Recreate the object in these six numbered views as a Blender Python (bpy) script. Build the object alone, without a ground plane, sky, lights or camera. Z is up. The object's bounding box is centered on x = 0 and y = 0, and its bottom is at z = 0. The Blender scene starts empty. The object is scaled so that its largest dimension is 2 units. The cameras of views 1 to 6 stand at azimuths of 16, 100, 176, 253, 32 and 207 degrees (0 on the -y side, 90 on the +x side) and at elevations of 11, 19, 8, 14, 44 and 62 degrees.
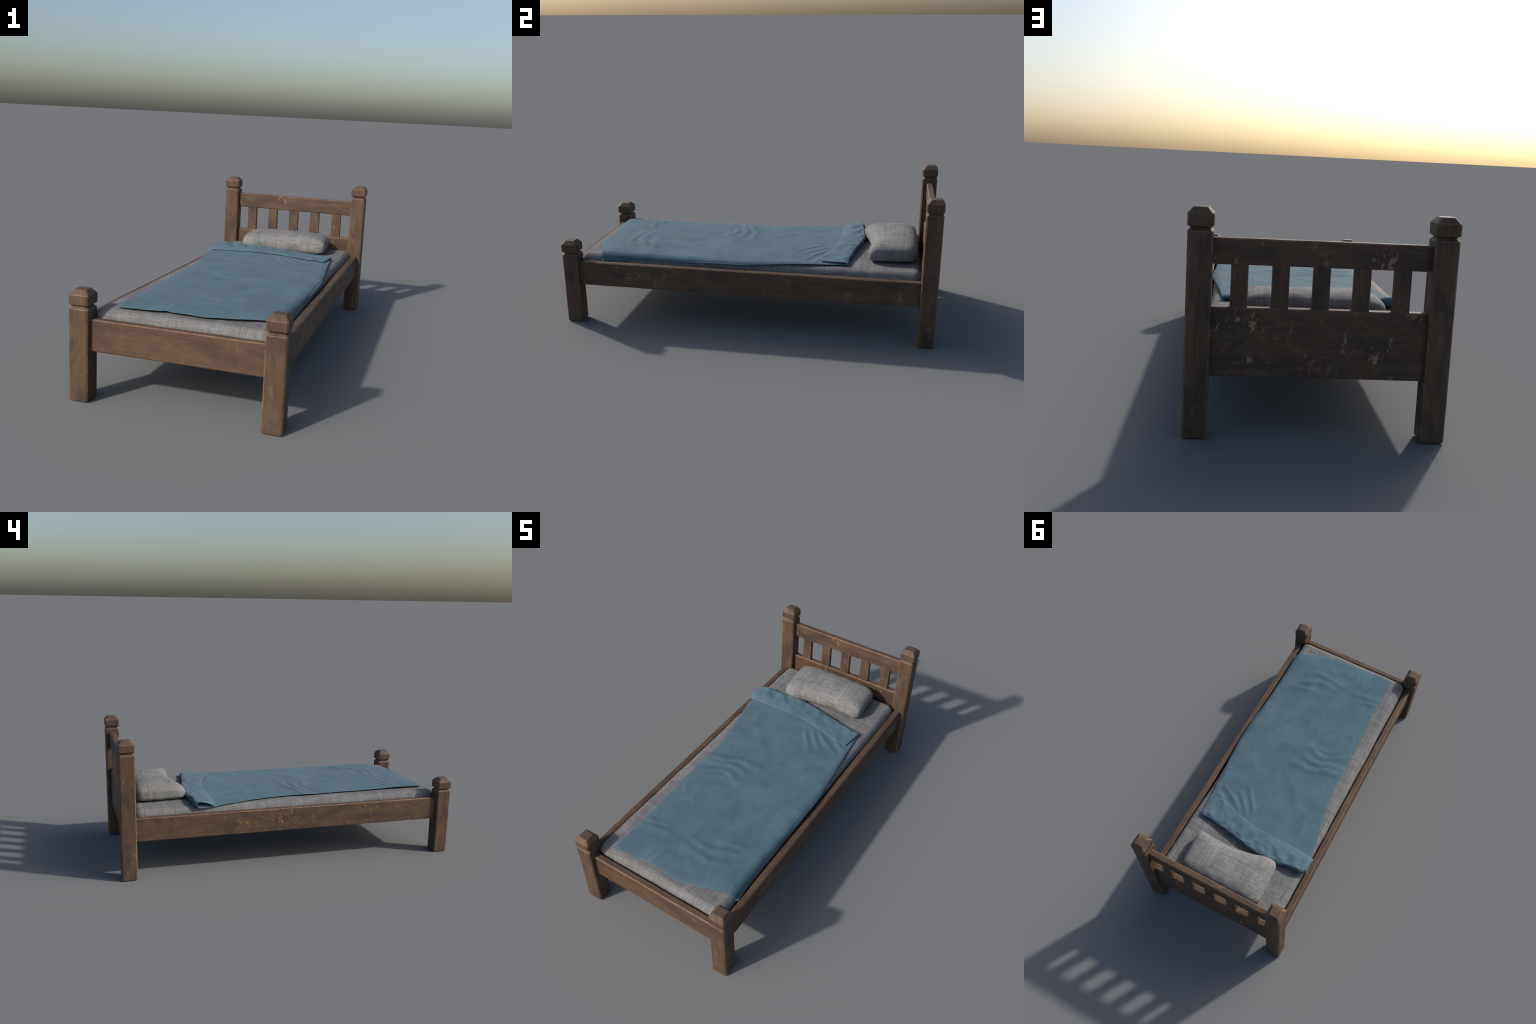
"""Single wooden bed: square-post frame with slatted headboard, linen mattress
and pillow, and a blue blanket with its top edge folded back."""
import bpy
import math
import numpy as np
from mathutils import Vector, noise

rng = np.random.default_rng(7)

# ------------------------------------------------------------------ helpers


def new_mesh(name, verts, faces, mats=(), mat_index=None, smooth=False):
    me = bpy.data.meshes.new(name)
    me.from_pydata([tuple(v) for v in verts], [], [tuple(f) for f in faces])
    for m in mats:
        me.materials.append(m)
    if mat_index is not None:
        me.polygons.foreach_set("material_index", mat_index)
    me.polygons.foreach_set("use_smooth", [smooth] * len(me.polygons))
    me.validate()
    me.update()
    return me


def add_object(name, me, parent=None, loc=(0, 0, 0)):
    ob = bpy.data.objects.new(name, me)
    ob.location = loc
    ob.parent = parent
    bpy.context.scene.collection.objects.link(ob)
    return ob


def nz(x, y, z, seed=0.0):
    return noise.noise(Vector((x + seed * 13.7, y - seed * 7.3, z + seed * 3.1)))


def curve(points):
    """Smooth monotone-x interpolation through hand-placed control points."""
    pts = sorted(points)
    xs = np.array([p[0] for p in pts])
    ys = np.array([p[1] for p in pts])
    slopes = np.gradient(ys, xs)

    def f(x):
        x = np.clip(x, xs[0], xs[-1])
        i = np.clip(np.searchsorted(xs, x) - 1, 0, len(xs) - 2)
        h = xs[i + 1] - xs[i]
        t = (x - xs[i]) / h
        return ((2 * t**3 - 3 * t**2 + 1) * ys[i] + (t**3 - 2 * t**2 + t) * h * slopes[i]
                + (-2 * t**3 + 3 * t**2) * ys[i + 1] + (t**3 - t**2) * h * slopes[i + 1])
    return f


# ------------------------------------------------------------------ materials


class Nodes:
    """Small wrapper for wiring shader nodes."""

    def __init__(self, name):
        self.mat = bpy.data.materials.new(name)
        self.mat.use_nodes = True
        self.t = self.mat.node_tree
        self.bsdf = self.t.nodes["Principled BSDF"]
        self.coord = self.t.nodes.new("ShaderNodeTexCoord").outputs["Object"]

    def link(self, a, b):
        self.t.links.new(a, b)

    def math(self, op, a, b=None, clamp=False):
        n = self.t.nodes.new("ShaderNodeMath")
        n.operation = op
        n.use_clamp = clamp
        for i, v in enumerate((a, b)):
            if v is None:
                continue
            if isinstance(v, (int, float)):
                n.inputs[i].default_value = v
            else:
                self.link(v, n.inputs[i])
        return n.outputs[0]

    def random_shift(self, amount=7.0):
        info = self.t.nodes.new("ShaderNodeObjectInfo")
        r = self.math("MULTIPLY", info.outputs["Random"], amount)
        comb = self.t.nodes.new("ShaderNodeCombineXYZ")
        for i, k in enumerate((1.0, -1.7, 2.3)):
            self.link(self.math("MULTIPLY", r, k), comb.inputs[i])
        add = self.t.nodes.new("ShaderNodeVectorMath")
        self.link(self.coord, add.inputs[0])
        self.link(comb.outputs[0], add.inputs[1])
        self.coord = add.outputs[0]

    def mapped(self, scale=(1, 1, 1), rot=(0, 0, 0), loc=(0, 0, 0), vec=None):
        m = self.t.nodes.new("ShaderNodeMapping")
        self.link(vec if vec is not None else self.coord, m.inputs["Vector"])
        m.inputs["Scale"].default_value = scale
        m.inputs["Rotation"].default_value = rot
        m.inputs["Location"].default_value = loc
        return m.outputs[0]

    def noise(self, scale, vec=None, detail=4.0, rough=0.55, distort=0.0):
        n = self.t.nodes.new("ShaderNodeTexNoise")
        self.link(vec if vec is not None else self.coord, n.inputs["Vector"])
        n.inputs["Scale"].default_value = scale
        n.inputs["Detail"].default_value = detail
        n.inputs["Roughness"].default_value = rough
        n.inputs["Distortion"].default_value = distort
        return n.outputs["Fac"]

    def ramp(self, fac, lo, hi, a=0.0, b=1.0):
        m = self.t.nodes.new("ShaderNodeMapRange")
        m.interpolation_type = "SMOOTHSTEP"
        self.link(fac, m.inputs["Value"])
        m.inputs["From Min"].default_value = lo
        m.inputs["From Max"].default_value = hi
        m.inputs["To Min"].default_value = a
        m.inputs["To Max"].default_value = b
        return m.outputs["Result"]

    def mix(self, fac, a, b, blend="MIX"):
        n = self.t.nodes.new("ShaderNodeMix")
        n.data_type = "RGBA"
        n.blend_type = blend
        for sock, v in ((n.inputs["Factor"], fac), (n.inputs[6], a), (n.inputs[7], b)):
            if isinstance(v, (int, float)):
                sock.default_value = v
            elif isinstance(v, tuple):
                sock.default_value = (*v, 1.0)
            else:
                self.link(v, sock)
        return n.outputs[2]

    def finish(self, color, rough, bump=None, strength=0.3, dist=0.001, specular=0.4):
        self.link(color, self.bsdf.inputs["Base Color"])
        if isinstance(rough, (int, float)):
            self.bsdf.inputs["Roughness"].default_value = rough
        else:
            self.link(rough, self.bsdf.inputs["Roughness"])
        self.bsdf.inputs["Specular IOR Level"].default_value = specular
        if bump is not None:
            b = self.t.nodes.new("ShaderNodeBump")
            b.inputs["Strength"].default_value = strength
            b.inputs["Distance"].default_value = dist
            self.link(bump, b.inputs["Height"])
            self.link(b.outputs[0], self.bsdf.inputs["Normal"])
        return self.mat


OLIVE = (0.112, 0.072, 0.041)
BROWN = (0.098, 0.055, 0.032)
DARK = (0.046, 0.031, 0.027)
PALE = (0.36, 0.215, 0.125)


# battered places: (centre, radius)
SIDE_SPOTS = [((-0.424, 0.03, 0.28), 0.14), ((-0.424, -0.12, 0.285), 0.07), ((-0.424, 0.31, 0.26), 0.07),
              ((0.424, -0.587, 0.29), 0.045)]
HEAD_SPOTS = [((0.22, 0.975, 0.40), 0.05), ((0.33, 0.975, 0.35), 0.06), ((0.24, 0.975, 0.25), 0.06),
              ((0.027, 0.975, 0.265), 0.07), ((-0.09, 0.975, 0.31), 0.06), ((-0.13, 0.975, 0.41), 0.05),
              ((-0.18, 0.975, 0.33), 0.10), ((-0.19, 0.975, 0.63), 0.07)]


def wood_material(name, axis, worn_edge=False, wear=0.6, spots=()):
    """Stained timber with the grain along one axis, speckled chips and pale scratches.

    wear scales the scattered damage; spots are (centre, radius) of battered places."""
    n = Nodes(name)
    raw = n.coord
    n.random_shift()
    across, along = 1.0, 0.10
    g = [across] * 3
    g[axis] = along
    grain = n.noise(46, n.mapped(tuple(g)), detail=6, rough=0.62, distort=0.5)
    fine = n.noise(190, n.mapped(tuple(g)), detail=3, rough=0.6)
    g2 = [across] * 3
    g2[axis] = 0.42
    cloud = n.noise(10, n.mapped(tuple(g2)), detail=4, rough=0.6, distort=0.8)
    hue = n.noise(17, n.mapped(tuple(g2), loc=(3, 5, 9)), detail=3, rough=0.5, distort=0.4)

    col = n.mix(n.ramp(hue, 0.36, 0.62), OLIVE, BROWN)
    col = n.mix(n.ramp(cloud, 0.46, 0.68, 0, 0.80), col, DARK)
    col = n.mix(n.ramp(grain, 0.46, 0.70, 0, 0.50), col, DARK)
    col = n.mix(n.ramp(fine, 0.35, 0.65, 0.30, 0), col, DARK)

    # chips and scratches gather in battered patches
    patch = n.math("MULTIPLY", n.ramp(n.noise(6.5, detail=3, rough=0.6), 0.50, 0.66), wear)
    for centre, radius in spots:
        d = n.t.nodes.new("ShaderNodeVectorMath")
        d.operation = "DISTANCE"
        n.link(raw, d.inputs[0])
        d.inputs[1].default_value = centre
        patch = n.math("MAXIMUM", patch, n.ramp(d.outputs["Value"], radius * 0.35, radius, 1.0, 0.0))
    speck = n.math("ADD", n.noise(58, detail=4, rough=0.68), n.math("MULTIPLY", patch, 0.02))
    chips = n.ramp(speck, 0.575, 0.68)
    chips = n.math("MULTIPLY", chips, n.math("ADD", n.math("MULTIPLY", patch, 0.62), 0.08 * wear))
    turned = n.mapped(rot=(0.33, 0.36, 0.0))
    slant = n.noise(40, n.mapped((1.0, 1.0, 0.10), vec=turned), detail=2, rough=0.5, distort=0.5)
    scratch = n.math("MULTIPLY", n.ramp(n.math("ADD", slant, n.math("MULTIPLY", patch, 0.045)), 0.615, 0.67),
                     n.ramp(n.noise(38, detail=3, rough=0.6), 0.44, 0.56))
    scratch = n.math("MULTIPLY", scratch, n.math("ADD", n.math("MULTIPLY", patch, 0.80), 0.45 * wear))
    marks = n.math("MAXIMUM", chips, scratch)
    col = n.mix(n.math("MULTIPLY", marks, 0.80), col, PALE)
    if worn_edge:
        rub = n.ramp(n.noise(34, detail=3, rough=0.6), 0.36, 0.64, 0.12, 0.58)
        col = n.mix(rub, col, (0.235, 0.133, 0.079))
    height = n.math("ADD", n.math("MULTIPLY", grain, -0.8), n.math("MULTIPLY", marks, -1.0))
    rough = n.ramp(grain, 0.3, 0.7, 0.56, 0.72)
    return n.finish(col, rough, height, strength=0.35, dist=0.0012, specular=0.35)


def wood_pair(name, axis, **kw):
    return wood_material(name, axis, **kw), wood_material(name + "_worn_edge", axis, worn_edge=True, **kw)


POST_WOOD = wood_pair("post_wood", 2, wear=0.32)
SLAT_WOOD = wood_pair("slat_wood", 2, wear=0.34)
SIDE_WOOD = wood_pair("side_rail_wood", 1, wear=0.36, spots=SIDE_SPOTS)
FOOT_WOOD = wood_pair("foot_rail_wood", 0, wear=0.25)
HEAD_WOOD = wood_pair("headboard_wood", 0, wear=0.70, spots=HEAD_SPOTS)


def linen_material(name, tint, streak=1.0):
    """Loose grey linen: uneven threads crossing each other."""
    n = Nodes(name)
    base = None
    for i in range(3):
        s = [0.035] * 3
        s[i] = 1.0
        broad = n.noise(125, n.mapped(tuple(s), loc=(i * 3.1, 2, 7)), detail=3, rough=0.7, distort=0.15)
        s = [0.11] * 3
        s[i] = 1.0
        tight = n.noise(330, n.mapped(tuple(s), loc=(1, i * 2.3, 4)), detail=2, rough=0.6)
        t = n.math("ADD", n.math("MULTIPLY", broad, 0.5), n.math("MULTIPLY", tight, 0.5))
        base = t if base is None else n.math("ADD", base, t)
    base = n.math("DIVIDE", base, 3.0)
    cloud = n.noise(13, detail=5, rough=0.65)
    lo = tuple(c * 0.74 for c in tint)
    hi = tuple(c * 1.21 for c in tint)
    col = n.mix(n.ramp(base, 0.43, 0.57), lo, hi)
    col = n.mix(n.ramp(cloud, 0.35, 0.68, 0.0, 0.40), col, tuple(c * 0.72 for c in tint))
    # a few heavy slubs run right across the cloth
    for i, k in ((0, (1.0, 0.02, 0.02)), (1, (0.02, 1.0, 0.02))):
        line = n.noise(105, n.mapped(k, loc=(4 + i, 1, 2)), detail=2, rough=0.7)
        slub = n.math("MULTIPLY", n.ramp(line, 0.56, 0.62, 0, 0.48 * streak), n.ramp(cloud, 0.4, 0.6, 0.4, 1))
        col = n.mix(slub, col, tuple(c * 0.56 for c in tint))
        pale = n.math("MULTIPLY", n.ramp(line, 0.44, 0.38, 0, 0.28 * streak), n.ramp(cloud, 0.6, 0.4, 0.3, 1))
        col = n.mix(pale, col, tuple(c * 1.34 for c in tint))
    return n.finish(col, 0.92, base, strength=0.5, dist=0.0018, specular=0.2)


def blanket_material():
    n = Nodes("blue_wool")
    a = n.noise(9, detail=5, rough=0.62, distort=0.6)
    b = n.noise(34, detail=4, rough=0.6)
    f = n.noise(420, detail=2, rough=0.6)
    col = n.mix(n.ramp(a, 0.36, 0.66), (0.087, 0.149, 0.181), (0.070, 0.121, 0.147))
    col = n.mix(n.ramp(b, 0.52, 0.72, 0, 0.45), col, (0.068, 0.112, 0.132))
    col = n.mix(n.ramp(f, 0.4, 0.62, 0, 0.16), col, (0.060, 0.100, 0.120))
    n.bsdf.inputs["Sheen Weight"].default_value = 0.05
    return n.finish(col, 0.9, f, strength=0.25, dist=0.001, specular=0.2)


# ------------------------------------------------------------------ timber


def timber(name, axis, stations, wood, centre=(0.0, 0.0), jitter=0.0006, seed=1.0, steps=0.045):
    """Loft a chamfered rectangle along an axis.

    stations: (position, half_a, half_b, chamfer); the chamfer faces carry the
    worn-edge material, the flats the plain one."""
    rows = []
    for (p0, a0, b0, c0), (p1, a1, b1, c1) in zip(stations[:-1], stations[1:]):
        k = max(1, int(abs(p1 - p0) / steps))
        for i in range(k):
            t = i / k
            rows.append((p0 + (p1 - p0) * t, a0 + (a1 - a0) * t, b0 + (b1 - b0) * t, c0 + (c1 - c0) * t))
    rows.append(stations[-1])
    other = [i for i in range(3) if i != axis]
    verts, faces, mi = [], [], []
    for p, a, b, c in rows:
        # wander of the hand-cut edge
        ring = [(a, b - c), (a - c, b), (-a + c, b), (-a, b - c),
                (-a, -b + c), (-a + c, -b), (a - c, -b), (a, -b + c)]
        for j, (u, v) in enumerate(ring):
            e = (j // 2) * 2.0
            du = jitter * nz(p * 9 + e * 5, e, seed * 3, seed)
            dv = jitter * nz(p * 9 - e * 3, e + 4, seed, seed)
            su = 1 if u > 0 else -1
            sv = 1 if v > 0 else -1
            w = jitter * 1.2 * abs(nz(p * 14, j // 2 * 3.3, seed + 2, seed))
            if j in (1, 2, 5, 6):
                u -= su * w
            else:
                v -= sv * w
            q = [0.0, 0.0, 0.0]
            q[axis] = p
            q[other[0]] = centre[0] + u + du
            q[other[1]] = centre[1] + v + dv
            verts.append(q)
    for r in range(len(rows) - 1):
        for j in range(8):
            k = (j + 1) % 8
            f = (r * 8 + j, r * 8 + k, r * 8 + 8 + k, r * 8 + 8 + j)
            faces.append(f)
            mi.append(1 if j % 2 == 0 else 0)
    n = len(rows)
    faces.append(tuple(range(8))[::-1])
    faces.append(tuple((n - 1) * 8 + j for j in range(8)))
    mi += [0, 0]
    if axis == 1:
        faces = [f[::-1] for f in faces]
    return new_mesh(name, verts, faces, wood, mi)


POST = 0.0423            # half width of the square posts
CAP = 0.0435             # the caps stand a hair proud
PX, PY = 0.4065, 0.9565  # post centres
CH = 0.0062


def post_stations(shoulder):
    w, c = POST, CAP
    e = 0.0022           # rounding on the turned edges of the cap
    return [(0.0, w - 0.004, w - 0.004, CH), (0.004, w, w, CH),
            (shoulder - e, w, w, CH), (shoulder + e * 0.4, w - e * 0.6, w - e * 0.6, CH),
            (shoulder + 0.0105, w - 0.0102, w - 0.0102, CH),
            (shoulder + 0.0195 - e, c - e, c - e, CH), (shoulder + 0.0195 + e * 0.4, c, c, CH),
            (shoulder + 0.0585 - e, c, c, CH), (shoulder + 0.0585 + e * 0.5, c - e * 0.7, c - e * 0.7, CH),
            (shoulder + 0.0785 - 0.001, c - 0.0178, c - 0.0178, CH * 0.8),
            (shoulder + 0.0785, c - 0.0195, c - 0.0195, CH * 0.8)]


bed = bpy.data.objects.new("wooden_bed_frame", None)
bpy.context.scene.collection.objects.link(bed)
bed["label"] = "dark worn wooden single bed frame with slatted headboard"
bed["category"] = "bed frame"

foot_post = timber("foot_post", 2, post_stations(0.3865), POST_WOOD, seed=1)
head_post = timber("head_post", 2, post_stations(0.6995), POST_WOOD, seed=2)


def worn_bands(me):
    """The bevels round the cap and the post's foot are rubbed pale like the long edges."""
    for p in me.polygons:
        zs = [me.vertices[i].co.z for i in p.vertices]
        if len(zs) == 4 and 0.0002 < max(zs) - min(zs) < 0.0045 and abs(p.normal.z) > 0.05:
            p.material_index = 1


for me in (foot_post, head_post):
    worn_bands(me)
for sx in (-1, 1):
    add_object("foot_post", foot_post, bed, (sx * PX, -PY, 0))
    add_object("head_post", head_post, bed, (sx * PX, PY, 0))

RC = 0.0044
RAIL_LO, RAIL_HI = 0.2120, 0.3455
rz, rh = (RAIL_LO + RAIL_HI) / 2, (RAIL_HI - RAIL_LO) / 2
END = 0.366   # rails are let a little way into the posts
for sx in (-1, 1):
    me = timber("side_rail", 1, [(-0.916, 0.0175, rh, RC), (0.916, 0.0175, rh, RC)], SIDE_WOOD,
                (sx * 0.4065, rz), seed=5 + sx, jitter=0.0009)
    add_object("side_rail", me, bed)
me = timber("foot_rail", 0, [(-END, 0.0172, rh, RC), (END, 0.0172, rh, RC)], FOOT_WOOD, (-0.9573, rz), seed=9, jitter=0.0009)
add_object("foot_rail", me, bed)

headboard = bpy.data.objects.new("headboard", None)
bpy.context.scene.collection.objects.link(headboard)
headboard.parent = bed
PAN_LO, PAN_HI, TOP_LO, TOP_HI = 0.2120, 0.4485, 0.5915, 0.6795
for nm, lo, hi, sd in (("headboard_panel", PAN_LO, PAN_HI, 12), ("headboard_top_rail", TOP_LO, TOP_HI, 14)):
    me = timber(nm, 0, [(-END, 0.0172, (hi - lo) / 2, RC), (END, 0.0172, (hi - lo) / 2, RC)], HEAD_WOOD,
                (0.9573, (hi + lo) / 2), seed=sd, jitter=0.0009)
    add_object(nm, me, headboard)
slat = timber("headboard_slat", 2, [(PAN_HI - 0.004, 0.0288, 0.0128, 0.0022), (TOP_LO + 0.004, 0.0288, 0.0128, 0.0022)], SLAT_WOOD, seed=21)
for i in range(5):
    add_object("headboard_slat", slat, headboard, ((i - 2) * 0.1368 + 0.001, 0.9575, 0))

# ------------------------------------------------------------------ mattress

MX, MY0, MY1 = 0.3795, -0.930, 0.916
MC = -0.0030    # the mattress lies a little off centre
MZ0, MZ1, MR = 0.232, 0.3755, 0.040


def mattress_top(x, y, soft=1.0):
    """Height of the mattress's upper face with its rounded border (vectorised)."""
    dx = np.clip(np.abs(x - MC) - (MX - MR), 0, MR * 0.999)
    dy = np.clip(np.maximum(y - (MY1 - MR), (MY0 + MR) - y), 0, MR * 0.999)
    d = np.minimum(np.hypot(dx, dy), MR * 0.999)
    crown = 0.002 * np.clip(1 - (x / MX) ** 2, 0, 1)
    return MZ1 + crown - soft * (MR - np.sqrt(MR**2 - d**2))


def box_shell(lo, hi, step):
    """Closed grid over the surface of a box: vertices and quads."""
    counts = [max(2, int(round((h - l) / step))) for l, h in zip(lo, hi)]
    index, verts, faces = {}, [], []

    def vid(i, j, k):
        if (i, j, k) not in index:
            index[(i, j, k)] = len(verts)
            verts.append([lo[a] + (hi[a] - lo[a]) * c / counts[a] for a, c in enumerate((i, j, k))])
        return index[(i, j, k)]

    for ax in range(3):
        u, v = [a for a in range(3) if a != ax]
        for side in (0, counts[ax]):
            for a in range(counts[u]):
                for b in range(counts[v]):
                    f = []
                    for da, db in ((0, 0), (1, 0), (1, 1), (0, 1)):
                        c = [0, 0, 0]
                        c[ax], c[u], c[v] = side, a + da, b + db
                        f.append(vid(*c))
                    flip = (side == 0) != (ax == 1)
                    faces.append(f[::-1] if flip else f)
    return np.array(verts), faces


mv, mf = box_shell((-MX, MY0, MZ0), (MX, MY1, MZ1), 0.0105)
# round the upper border and the upright corners; the underside stays flat
core = np.clip(mv, [-MX + MR, MY0 + MR, MZ0], [MX - MR, MY1 - MR, MZ1 - MR])
off = mv - core
size = np.linalg.norm(off, axis=1, keepdims=True)
below = mv[:, 2:3] <= MZ0 + 1e-6
off /= np.maximum(size, 1e-9)
mv = core + off * np.where(below, np.minimum(size, MR), MR * (size > 1e-9))
mv[:, 0] += MC
# it is stuffed fuller beside the pillow, where it reaches the rail
mv[:, 0] += 0.007 * np.clip((mv[:, 1] - 0.35) / 0.25, 0, 1) * np.clip(mv[:, 0] / MX, 0, 1) ** 3
for v, o in zip(mv, off):
    bump = 0.0022 * nz(v[0] * 5, v[1] * 5, v[2] * 8, 3) + 0.0011 * nz(v[0] * 17, v[1] * 17, v[2] * 12, 4)
    v += o * bump
    if o[2] > 0:
        v[2] += 0.002 * max(0.0, 1 - (v[0] / MX) ** 2) * o[2]
mattress = add_object("mattress", new_mesh("mattress", mv, mf,
                      [linen_material("grey_linen_sheet", (0.176, 0.175, 0.174))], smooth=True))
mattress["label"] = "thin rounded mattress covered in coarse grey linen"
mattress["category"] = "mattress"

# ------------------------------------------------------------------ pillow

# the pillow's plan: front edge y(x), its straight back, and the two ends x(depth)
pillow_front = curve([(-0.26, 0.590), (-0.20, 0.594), (-0.15, 0.604), (-0.09, 0.624), (0.0, 0.640), (0.07, 0.648),
                      (0.14, 0.648), (0.19, 0.643), (0.235, 0.636), (0.28, 0.634)])
PILLOW_BACK = 0.893
pillow_left = curve([(0.0, -0.232), (0.4, -0.243), (1.0, -0.252)])
pillow_right = curve([(0.0, 0.270), (0.4, 0.262), (1.0, 0.254)])
PZ0, PZM, PZ1 = 0.3735, 0.428, 0.4865


def signed_pow(a, e):
    return np.sign(a) * np.abs(a) ** e


def pillow_mesh():
    v, f = box_shell((-1, -1, -1), (1, 1, 1), 2 / 56)
    # spread the cube grid evenly over angles, then push it out to a cushion:
    # nearly square in plan, domed on top, flatter below
    v = np.tan(v * math.pi / 4)
    plan_n = 8.0
    prof = np.where(v[:, 2] > 0, 3.0, 4.6)
    s = np.ones(len(v))
    for _ in range(30):
        q = np.abs(v * s[:, None])
        val = (q[:, 0] ** plan_n + q[:, 1] ** plan_n) ** (prof / plan_n) + q[:, 2] ** prof
        s *= val ** (-1 / prof)
    v = v * s[:, None]
    u, w, h = v[:, 0], v[:, 1], v[:, 2]
    a, b = (u + 1) / 2, (w + 1) / 2
    x = pillow_left(b) * (1 - a) + pillow_right(b) * a
    y = pillow_front(x) * (1 - b) + PILLOW_BACK * b
    # the front leans back as it rises
    y = y + 0.020 * np.clip(h, 0, 1) * np.clip(-w, 0, 1) * (1 - u ** 4)
    # corners are thinner than the belly; the front corner at -x is drawn out most
    pinch = 0.20 * (np.abs(u) ** 6) * np.abs(w) ** 5
    pinch = pinch + 0.20 * np.clip(-u, 0, 1) ** 3 * np.clip(-w, 0, 1) ** 2
    z = PZM + np.where(h > 0, (PZ1 - PZM) * h, (PZM - PZ0) * h)
    z = PZ0 + (z - PZ0) * (1 - pinch)
    # the belly slopes down towards the foot of the bed
    z = z - 0.010 * np.clip(h, 0, 1) * np.clip(0.35 - w, 0, 1) * (1 - u ** 2)
    out = np.stack([x, y, z], 1)
    for p, hh in zip(out, h):
        k = 0.0030 * nz(p[0] * 9, p[1] * 9, p[2] * 9, 5) + 0.0015 * nz(p[0] * 26, p[1] * 26, p[2] * 20, 6)
        p[2] += k * (0.3 + 0.7 * max(0, hh))
        p[1] += 0.7 * k
        p[2] = max(p[2], PZ0)
    return new_mesh("pillow", out, f, [linen_material("grey_linen_pillowcase", (0.206, 0.204, 0.200))], smooth=True)


pillow = add_object("pillow", pillow_mesh())
pillow["label"] = "plump oblong pillow in coarse light grey linen"
pillow["category"] = "pillow"

# ------------------------------------------------------------------ blanket

HALF = 0.0028   # half thickness of the cloth
left_edge = curve([(-0.90, -0.293), (-0.7, -0.290), (-0.5, -0.296), (-0.3, -0.301), (-0.1, -0.307), (0.0, -0.303),
                   (0.1, -0.312), (0.2, -0.331), (0.3, -0.352), (0.44, -0.380), (0.5, -0.390), (0.6, -0.402)])
right_edge = curve([(-0.90, 0.392), (-0.797, 0.388), (-0.75, 0.384), (-0.6, 0.374), (-0.4, 0.376), (-0.2, 0.382),
                    (0.0, 0.381), (0.1, 0.373), (0.2, 0.361), (0.35, 0.345), (0.5, 0.333), (0.6, 0.329)])
foot_edge = curve([(0.392, -0.795), (0.353, -0.808), (0.29, -0.823), (0.20, -0.858), (0.15, -0.868), (0.09, -0.883),
                   (0.02, -0.880), (-0.03, -0.879), (-0.09, -0.877), (-0.13, -0.886), (-0.19, -0.889),
                   (-0.245, -0.893), (-0.293, -0.889)])
crease = curve([(0.331, 0.537), (0.254, 0.541), (0.165, 0.556), (0.078, 0.571), (-0.011, 0.591), (-0.10, 0.603),
                (-0.207, 0.600), (-0.298, 0.594), (-0.38, 0.583), (-0.402, 0.572)])
free_edge = curve([(0.312, 0.396), (0.226, 0.402), (0.1455, 0.426), (0.067, 0.448), (-0.025, 0.462), (-0.124, 0.467),
                   (-0.23, 0.464), (-0.325, 0.465), (-0.396, 0.472)])
fold_rise = curve([(-0.41, 0.037), (-0.37, 0.036), (-0.3, 0.030), (-0.2, 0.023), (-0.1, 0.019), (0.1, 0.016), (0.25, 0.011), (0.335, 0.009)])
right_droop = curve([(-0.9, 1.0), (-0.6, 0.95), (-0.4, 0.75), (-0.2, 0.40), (0.0, 0.35), (0.2, 0.5), (0.6, 0.6)])

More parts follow.
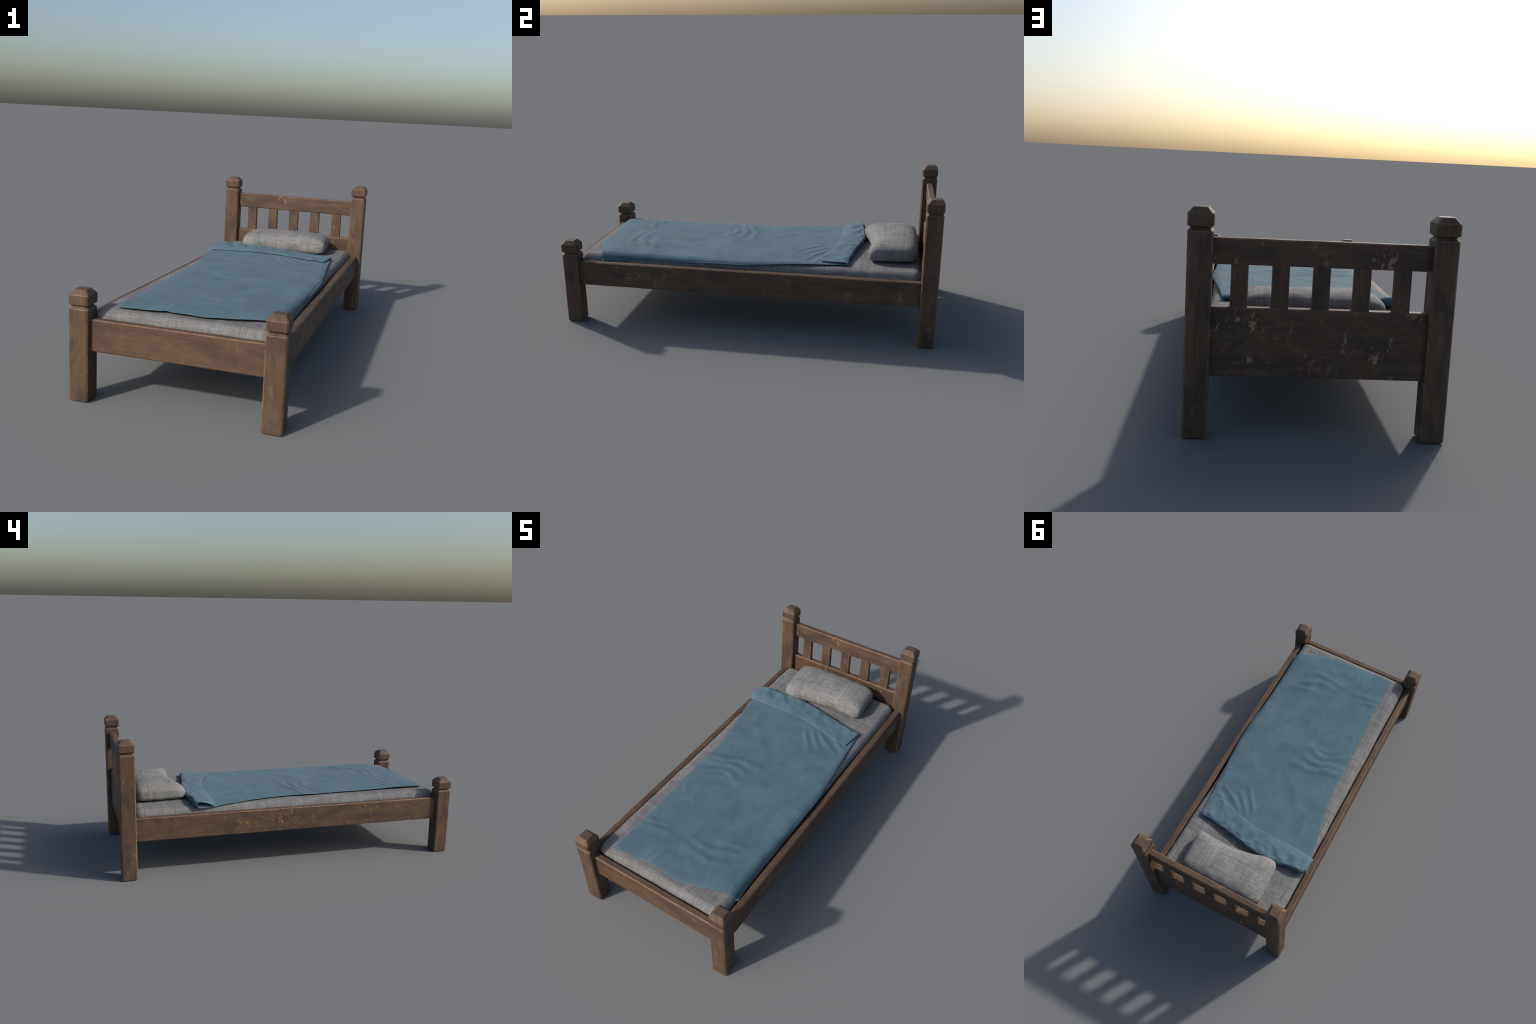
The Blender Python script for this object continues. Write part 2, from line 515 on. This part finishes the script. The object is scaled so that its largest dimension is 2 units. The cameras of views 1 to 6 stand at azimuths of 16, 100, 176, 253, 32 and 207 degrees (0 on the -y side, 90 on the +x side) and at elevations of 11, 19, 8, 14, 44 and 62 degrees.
# creases of the cloth: (points along the crest, height, half width)
CREASES = [
    ([(-0.053, -0.187), (-0.099, -0.160), (-0.143, -0.152), (-0.185, -0.165), (-0.229, -0.189), (-0.285, -0.226)], 0.0040, 0.017),
    ([(-0.040, -0.104), (-0.101, -0.092), (-0.155, -0.098), (-0.186, -0.115), (-0.228, -0.126), (-0.290, -0.140)], 0.0046, 0.016),
    ([(0.010, -0.030), (-0.068, -0.032), (-0.129, -0.038), (-0.191, -0.072), (-0.242, -0.081), (-0.300, -0.094)], 0.0042, 0.018),
    ([(-0.111, -0.200), (-0.157, -0.197), (-0.197, -0.214), (-0.231, -0.251), (-0.257, -0.298), (-0.260, -0.352), (-0.234, -0.385)], 0.0030, 0.014),
    ([(-0.044, -0.204), (-0.065, -0.260), (-0.086, -0.301), (-0.115, -0.341)], -0.0034, 0.013),
    ([(0.222, -0.676), (0.163, -0.708), (0.112, -0.705), (0.063, -0.706), (-0.017, -0.684)], 0.0040, 0.020),
    ([(0.340, -0.530), (0.242, -0.594), (0.185, -0.620), (0.133, -0.648), (0.077, -0.651), (-0.005, -0.641)], 0.0046, 0.020),
    ([(0.316, -0.470), (0.294, -0.520), (0.263, -0.547), (0.201, -0.556), (0.130, -0.576)], 0.0034, 0.018),
    ([(0.190, -0.376), (0.162, -0.448), (0.133, -0.518)], 0.0030, 0.022),
    ([(-0.100, -0.673), (-0.164, -0.680), (-0.220, -0.690), (-0.285, -0.710)], 0.0036, 0.018),
    ([(-0.170, -0.632), (-0.230, -0.652), (-0.285, -0.657)], 0.0034, 0.015),
    ([(-0.066, -0.790), (-0.076, -0.843), (-0.090, -0.890)], 0.0034, 0.014),
    ([(-0.114, -0.790), (-0.118, -0.844), (-0.132, -0.890)], 0.0030, 0.014),
    ([(0.085, 0.420), (0.134, 0.358), (0.190, 0.296)], 0.0036, 0.014),
    ([(0.120, 0.430), (0.177, 0.377), (0.231, 0.344), (0.300, 0.308)], 0.0036, 0.013),
    ([(0.050, 0.410), (0.075, 0.350), (0.109, 0.309), (0.149, 0.256)], 0.0034, 0.013),
    ([(0.230, 0.430), (0.262, 0.395), (0.320, 0.360)], 0.0030, 0.012),
    ([(0.070, -0.330), (0.020, -0.420), (-0.010, -0.520)], 0.0020, 0.026),
    ([(0.220, -0.060), (0.150, -0.120), (0.060, -0.140)], 0.0018, 0.026),
    ([(-0.190, 0.260), (-0.120, 0.180), (-0.100, 0.100)], 0.0018, 0.024),
]


def crest_samples(pts, k=10):
    p = np.array(pts)
    p = np.vstack([2 * p[0] - p[1], p, 2 * p[-1] - p[-2]])
    out = []
    for i in range(1, len(p) - 2):
        for t in np.linspace(0, 1, k, endpoint=False):
            out.append(0.5 * (2 * p[i] + (p[i + 1] - p[i - 1]) * t
                       + (2 * p[i - 1] - 5 * p[i] + 4 * p[i + 1] - p[i + 2]) * t**2
                       + (3 * p[i] - p[i - 1] - 3 * p[i + 1] + p[i + 2]) * t**3))
    out.append(p[-2])
    return np.array(out)


def creasing(x, y):
    h = np.zeros_like(x)
    for pts, amp, width in CREASES:
        s = crest_samples(pts)
        t = np.linspace(0, 1, len(s))
        taper = np.sin(np.clip(t * 0.86 + 0.07, 0, 1) * math.pi) ** 0.6
        near = (x > s[:, 0].min() - 4 * width) & (x < s[:, 0].max() + 4 * width) \
            & (y > s[:, 1].min() - 4 * width) & (y < s[:, 1].max() + 4 * width)
        d2 = (x[near][:, None] - s[:, 0]) ** 2 + (y[near][:, None] - s[:, 1]) ** 2
        i = d2.argmin(1)
        h[near] += 1.35 * amp * taper[i] * np.exp(-d2[np.arange(len(i)), i] / (1.12 * width) ** 2)
    return h


def ripple(x, y, freq, seed):
    return np.array([nz(a * freq, b * freq, 0.3, seed) for a, b in zip(x.ravel(), y.ravel())]).reshape(x.shape)


def cloth_height(x, y):
    soft = np.where(x > 0, right_droop(y), 0.25)
    soft = np.where(y < -0.75, np.maximum(soft * (x > 0.2), 0.30), soft)
    lie = mattress_top(np.clip(x, MC - MX, MC + MX), y, soft) + HALF + 0.0042 + 0.0035 * np.clip((-0.45 - y) / 0.3, 0, 1)
    belly = 0.006 * np.clip(1 - (x / 0.36) ** 2, 0, 1) * np.clip((y + 0.9) * 8, 0, 1)
    return lie + belly


SU, SV, SC, SF = 190, 420, 12, 56


def blanket_sheet():
    s = np.linspace(0, 1, SU + 1)
    x0 = left_edge(-0.89) * (1 - s) + right_edge(-0.797) * s
    ys = foot_edge(x0)
    xc = -0.402 * (1 - s) + 0.331 * s
    yc = crease(xc)
    xf = -0.396 * (1 - s) + 0.312 * s
    yf = free_edge(xf)
    rise = fold_rise(xc)
    lump = np.array([nz(a * 16, 0.7, 0.2, 8) for a in xc])
    rise = rise * (1 + 0.22 * lump)
    R = rise / 2
    X, Y, Z = [], [], []
    # main sheet
    t = np.linspace(0, 1, SV + 1)[:, None]
    ym = ys * (1 - t) + (yc - R) * t
    xm = left_edge(ym) * (1 - s) + right_edge(ym) * s
    zm = cloth_height(xm, ym) + creasing(xm, ym) + 0.0013 * ripple(xm, ym, 9, 1) + 0.0006 * ripple(xm, ym, 24, 2)
    X.append(xm), Y.append(ym), Z.append(zm)
    base = zm[-1]
    # turn at the crease
    a = np.linspace(0, math.pi, SC + 1)[1:, None]
    X.append(np.repeat(xm[-1][None], SC, 0))
    dent = np.array([nz(q * 24, 6.8, 0.5, 7) for q in xc])
    Y.append(yc - R + R * np.sin(a) * (0.95 + 0.70 * dent * np.sin(a)))
    Z.append(base + R - R * np.cos(a))
    # flap lying back over the sheet
    w = np.linspace(0, 1, SF + 1)[1:, None]
    yw = (yc - R) * (1 - w) + yf * w
    xw = xm[-1] * (1 - w) + xf * w
    under = cloth_height(xw, yw) + creasing(xw, yw)
    last = 2 * HALF + 0.0024 + 0.0034 * np.array([nz(q * 11, 2.2, 0.4, 9) for q in xf])
    gap = rise * (1 - w) ** 0.85 + last * (1 - (1 - w) ** 0.85)
    gap = gap + 0.0020 * np.sin(w * math.pi)
    fade = np.sin(np.clip(w, 0, 1) * math.pi) ** 0.5
    pleats = np.array([nz(a * 24, b * 12, 0.5, 7) for a, b in zip(xw.ravel(), yw.ravel())]).reshape(xw.shape)
    lumps = (0.0040 * ripple(xw, yw, 15, 4) + 0.0030 * ripple(xw, yw, 30, 5)) * fade * np.clip(1.35 - w, 0, 1)
    lumps = lumps + 0.0125 * pleats * np.clip(1 - w * 1.5, 0, 1) * np.clip(w * 8, 0, 1)
    blend = np.clip(w * 3, 0, 1)
    Z.append((base * (1 - blend) + under * blend) + np.maximum(gap + lumps, 2 * HALF + 0.0008))
    X.append(xw), Y.append(yw)
    P = np.stack([np.vstack(X), np.vstack(Y), np.vstack(Z)], 2)
    return P


def cloth_mesh(name, P, half, mats):
    """Give a sheet of points thickness and a rounded hem; returns a closed mesh."""
    rows, cols, _ = P.shape
    du = np.gradient(P, axis=1)
    dv = np.gradient(P, axis=0)
    n = np.cross(du, dv)
    n /= np.maximum(np.linalg.norm(n, axis=2, keepdims=True), 1e-9)
    # the cloth thins towards its hem
    ru = np.minimum(np.arange(cols), np.arange(cols)[::-1])
    rv = np.minimum(np.arange(rows), np.arange(rows)[::-1])
    edge = np.clip(np.minimum(ru[None, :], rv[:, None]) / 5.0, 0, 1)
    th = half * (0.35 + 0.65 * np.sqrt(edge))[:, :, None]
    top, bot = P + n * th, P - n * th
    verts = np.concatenate([top.reshape(-1, 3), bot.reshape(-1, 3)])
    N = rows * cols
    faces = []
    for r in range(rows - 1):
        for c in range(cols - 1):
            i = r * cols + c
            faces.append((i, i + 1, i + cols + 1, i + cols))
            faces.append((N + i, N + i + cols, N + i + cols + 1, N + i + 1))
    rim = [(0, c) for c in range(cols)] + [(r, cols - 1) for r in range(1, rows)] \
        + [(rows - 1, c) for c in range(cols - 2, -1, -1)] + [(r, 0) for r in range(rows - 2, 0, -1)]
    outward = []
    for r, c in rim:
        o = np.zeros(3)
        if r == 0:
            o -= dv[r, c] / np.linalg.norm(dv[r, c])
        if r == rows - 1:
            o += dv[r, c] / np.linalg.norm(dv[r, c])
        if c == 0:
            o -= du[r, c] / np.linalg.norm(du[r, c])
        if c == cols - 1:
            o += du[r, c] / np.linalg.norm(du[r, c])
        outward.append(P[r, c] + o / max(np.linalg.norm(o), 1e-9) * half * 0.4)
    base = len(verts)
    verts = np.vstack([verts, np.array(outward)])
    m = len(rim)
    for k in range(m):
        r0, c0 = rim[k]
        r1, c1 = rim[(k + 1) % m]
        t0, t1 = r0 * cols + c0, r1 * cols + c1
        h0, h1 = base + k, base + (k + 1) % m
        faces.append((t1, t0, h0, h1))
        faces.append((N + t0, N + t1, h1, h0))
    return new_mesh(name, verts, faces, mats, smooth=True)


blanket = add_object("blanket", cloth_mesh("blanket", blanket_sheet(), HALF, [blanket_material()]))
blanket["label"] = "creased dusty blue blanket with top edge folded back"
blanket["category"] = "blanket"
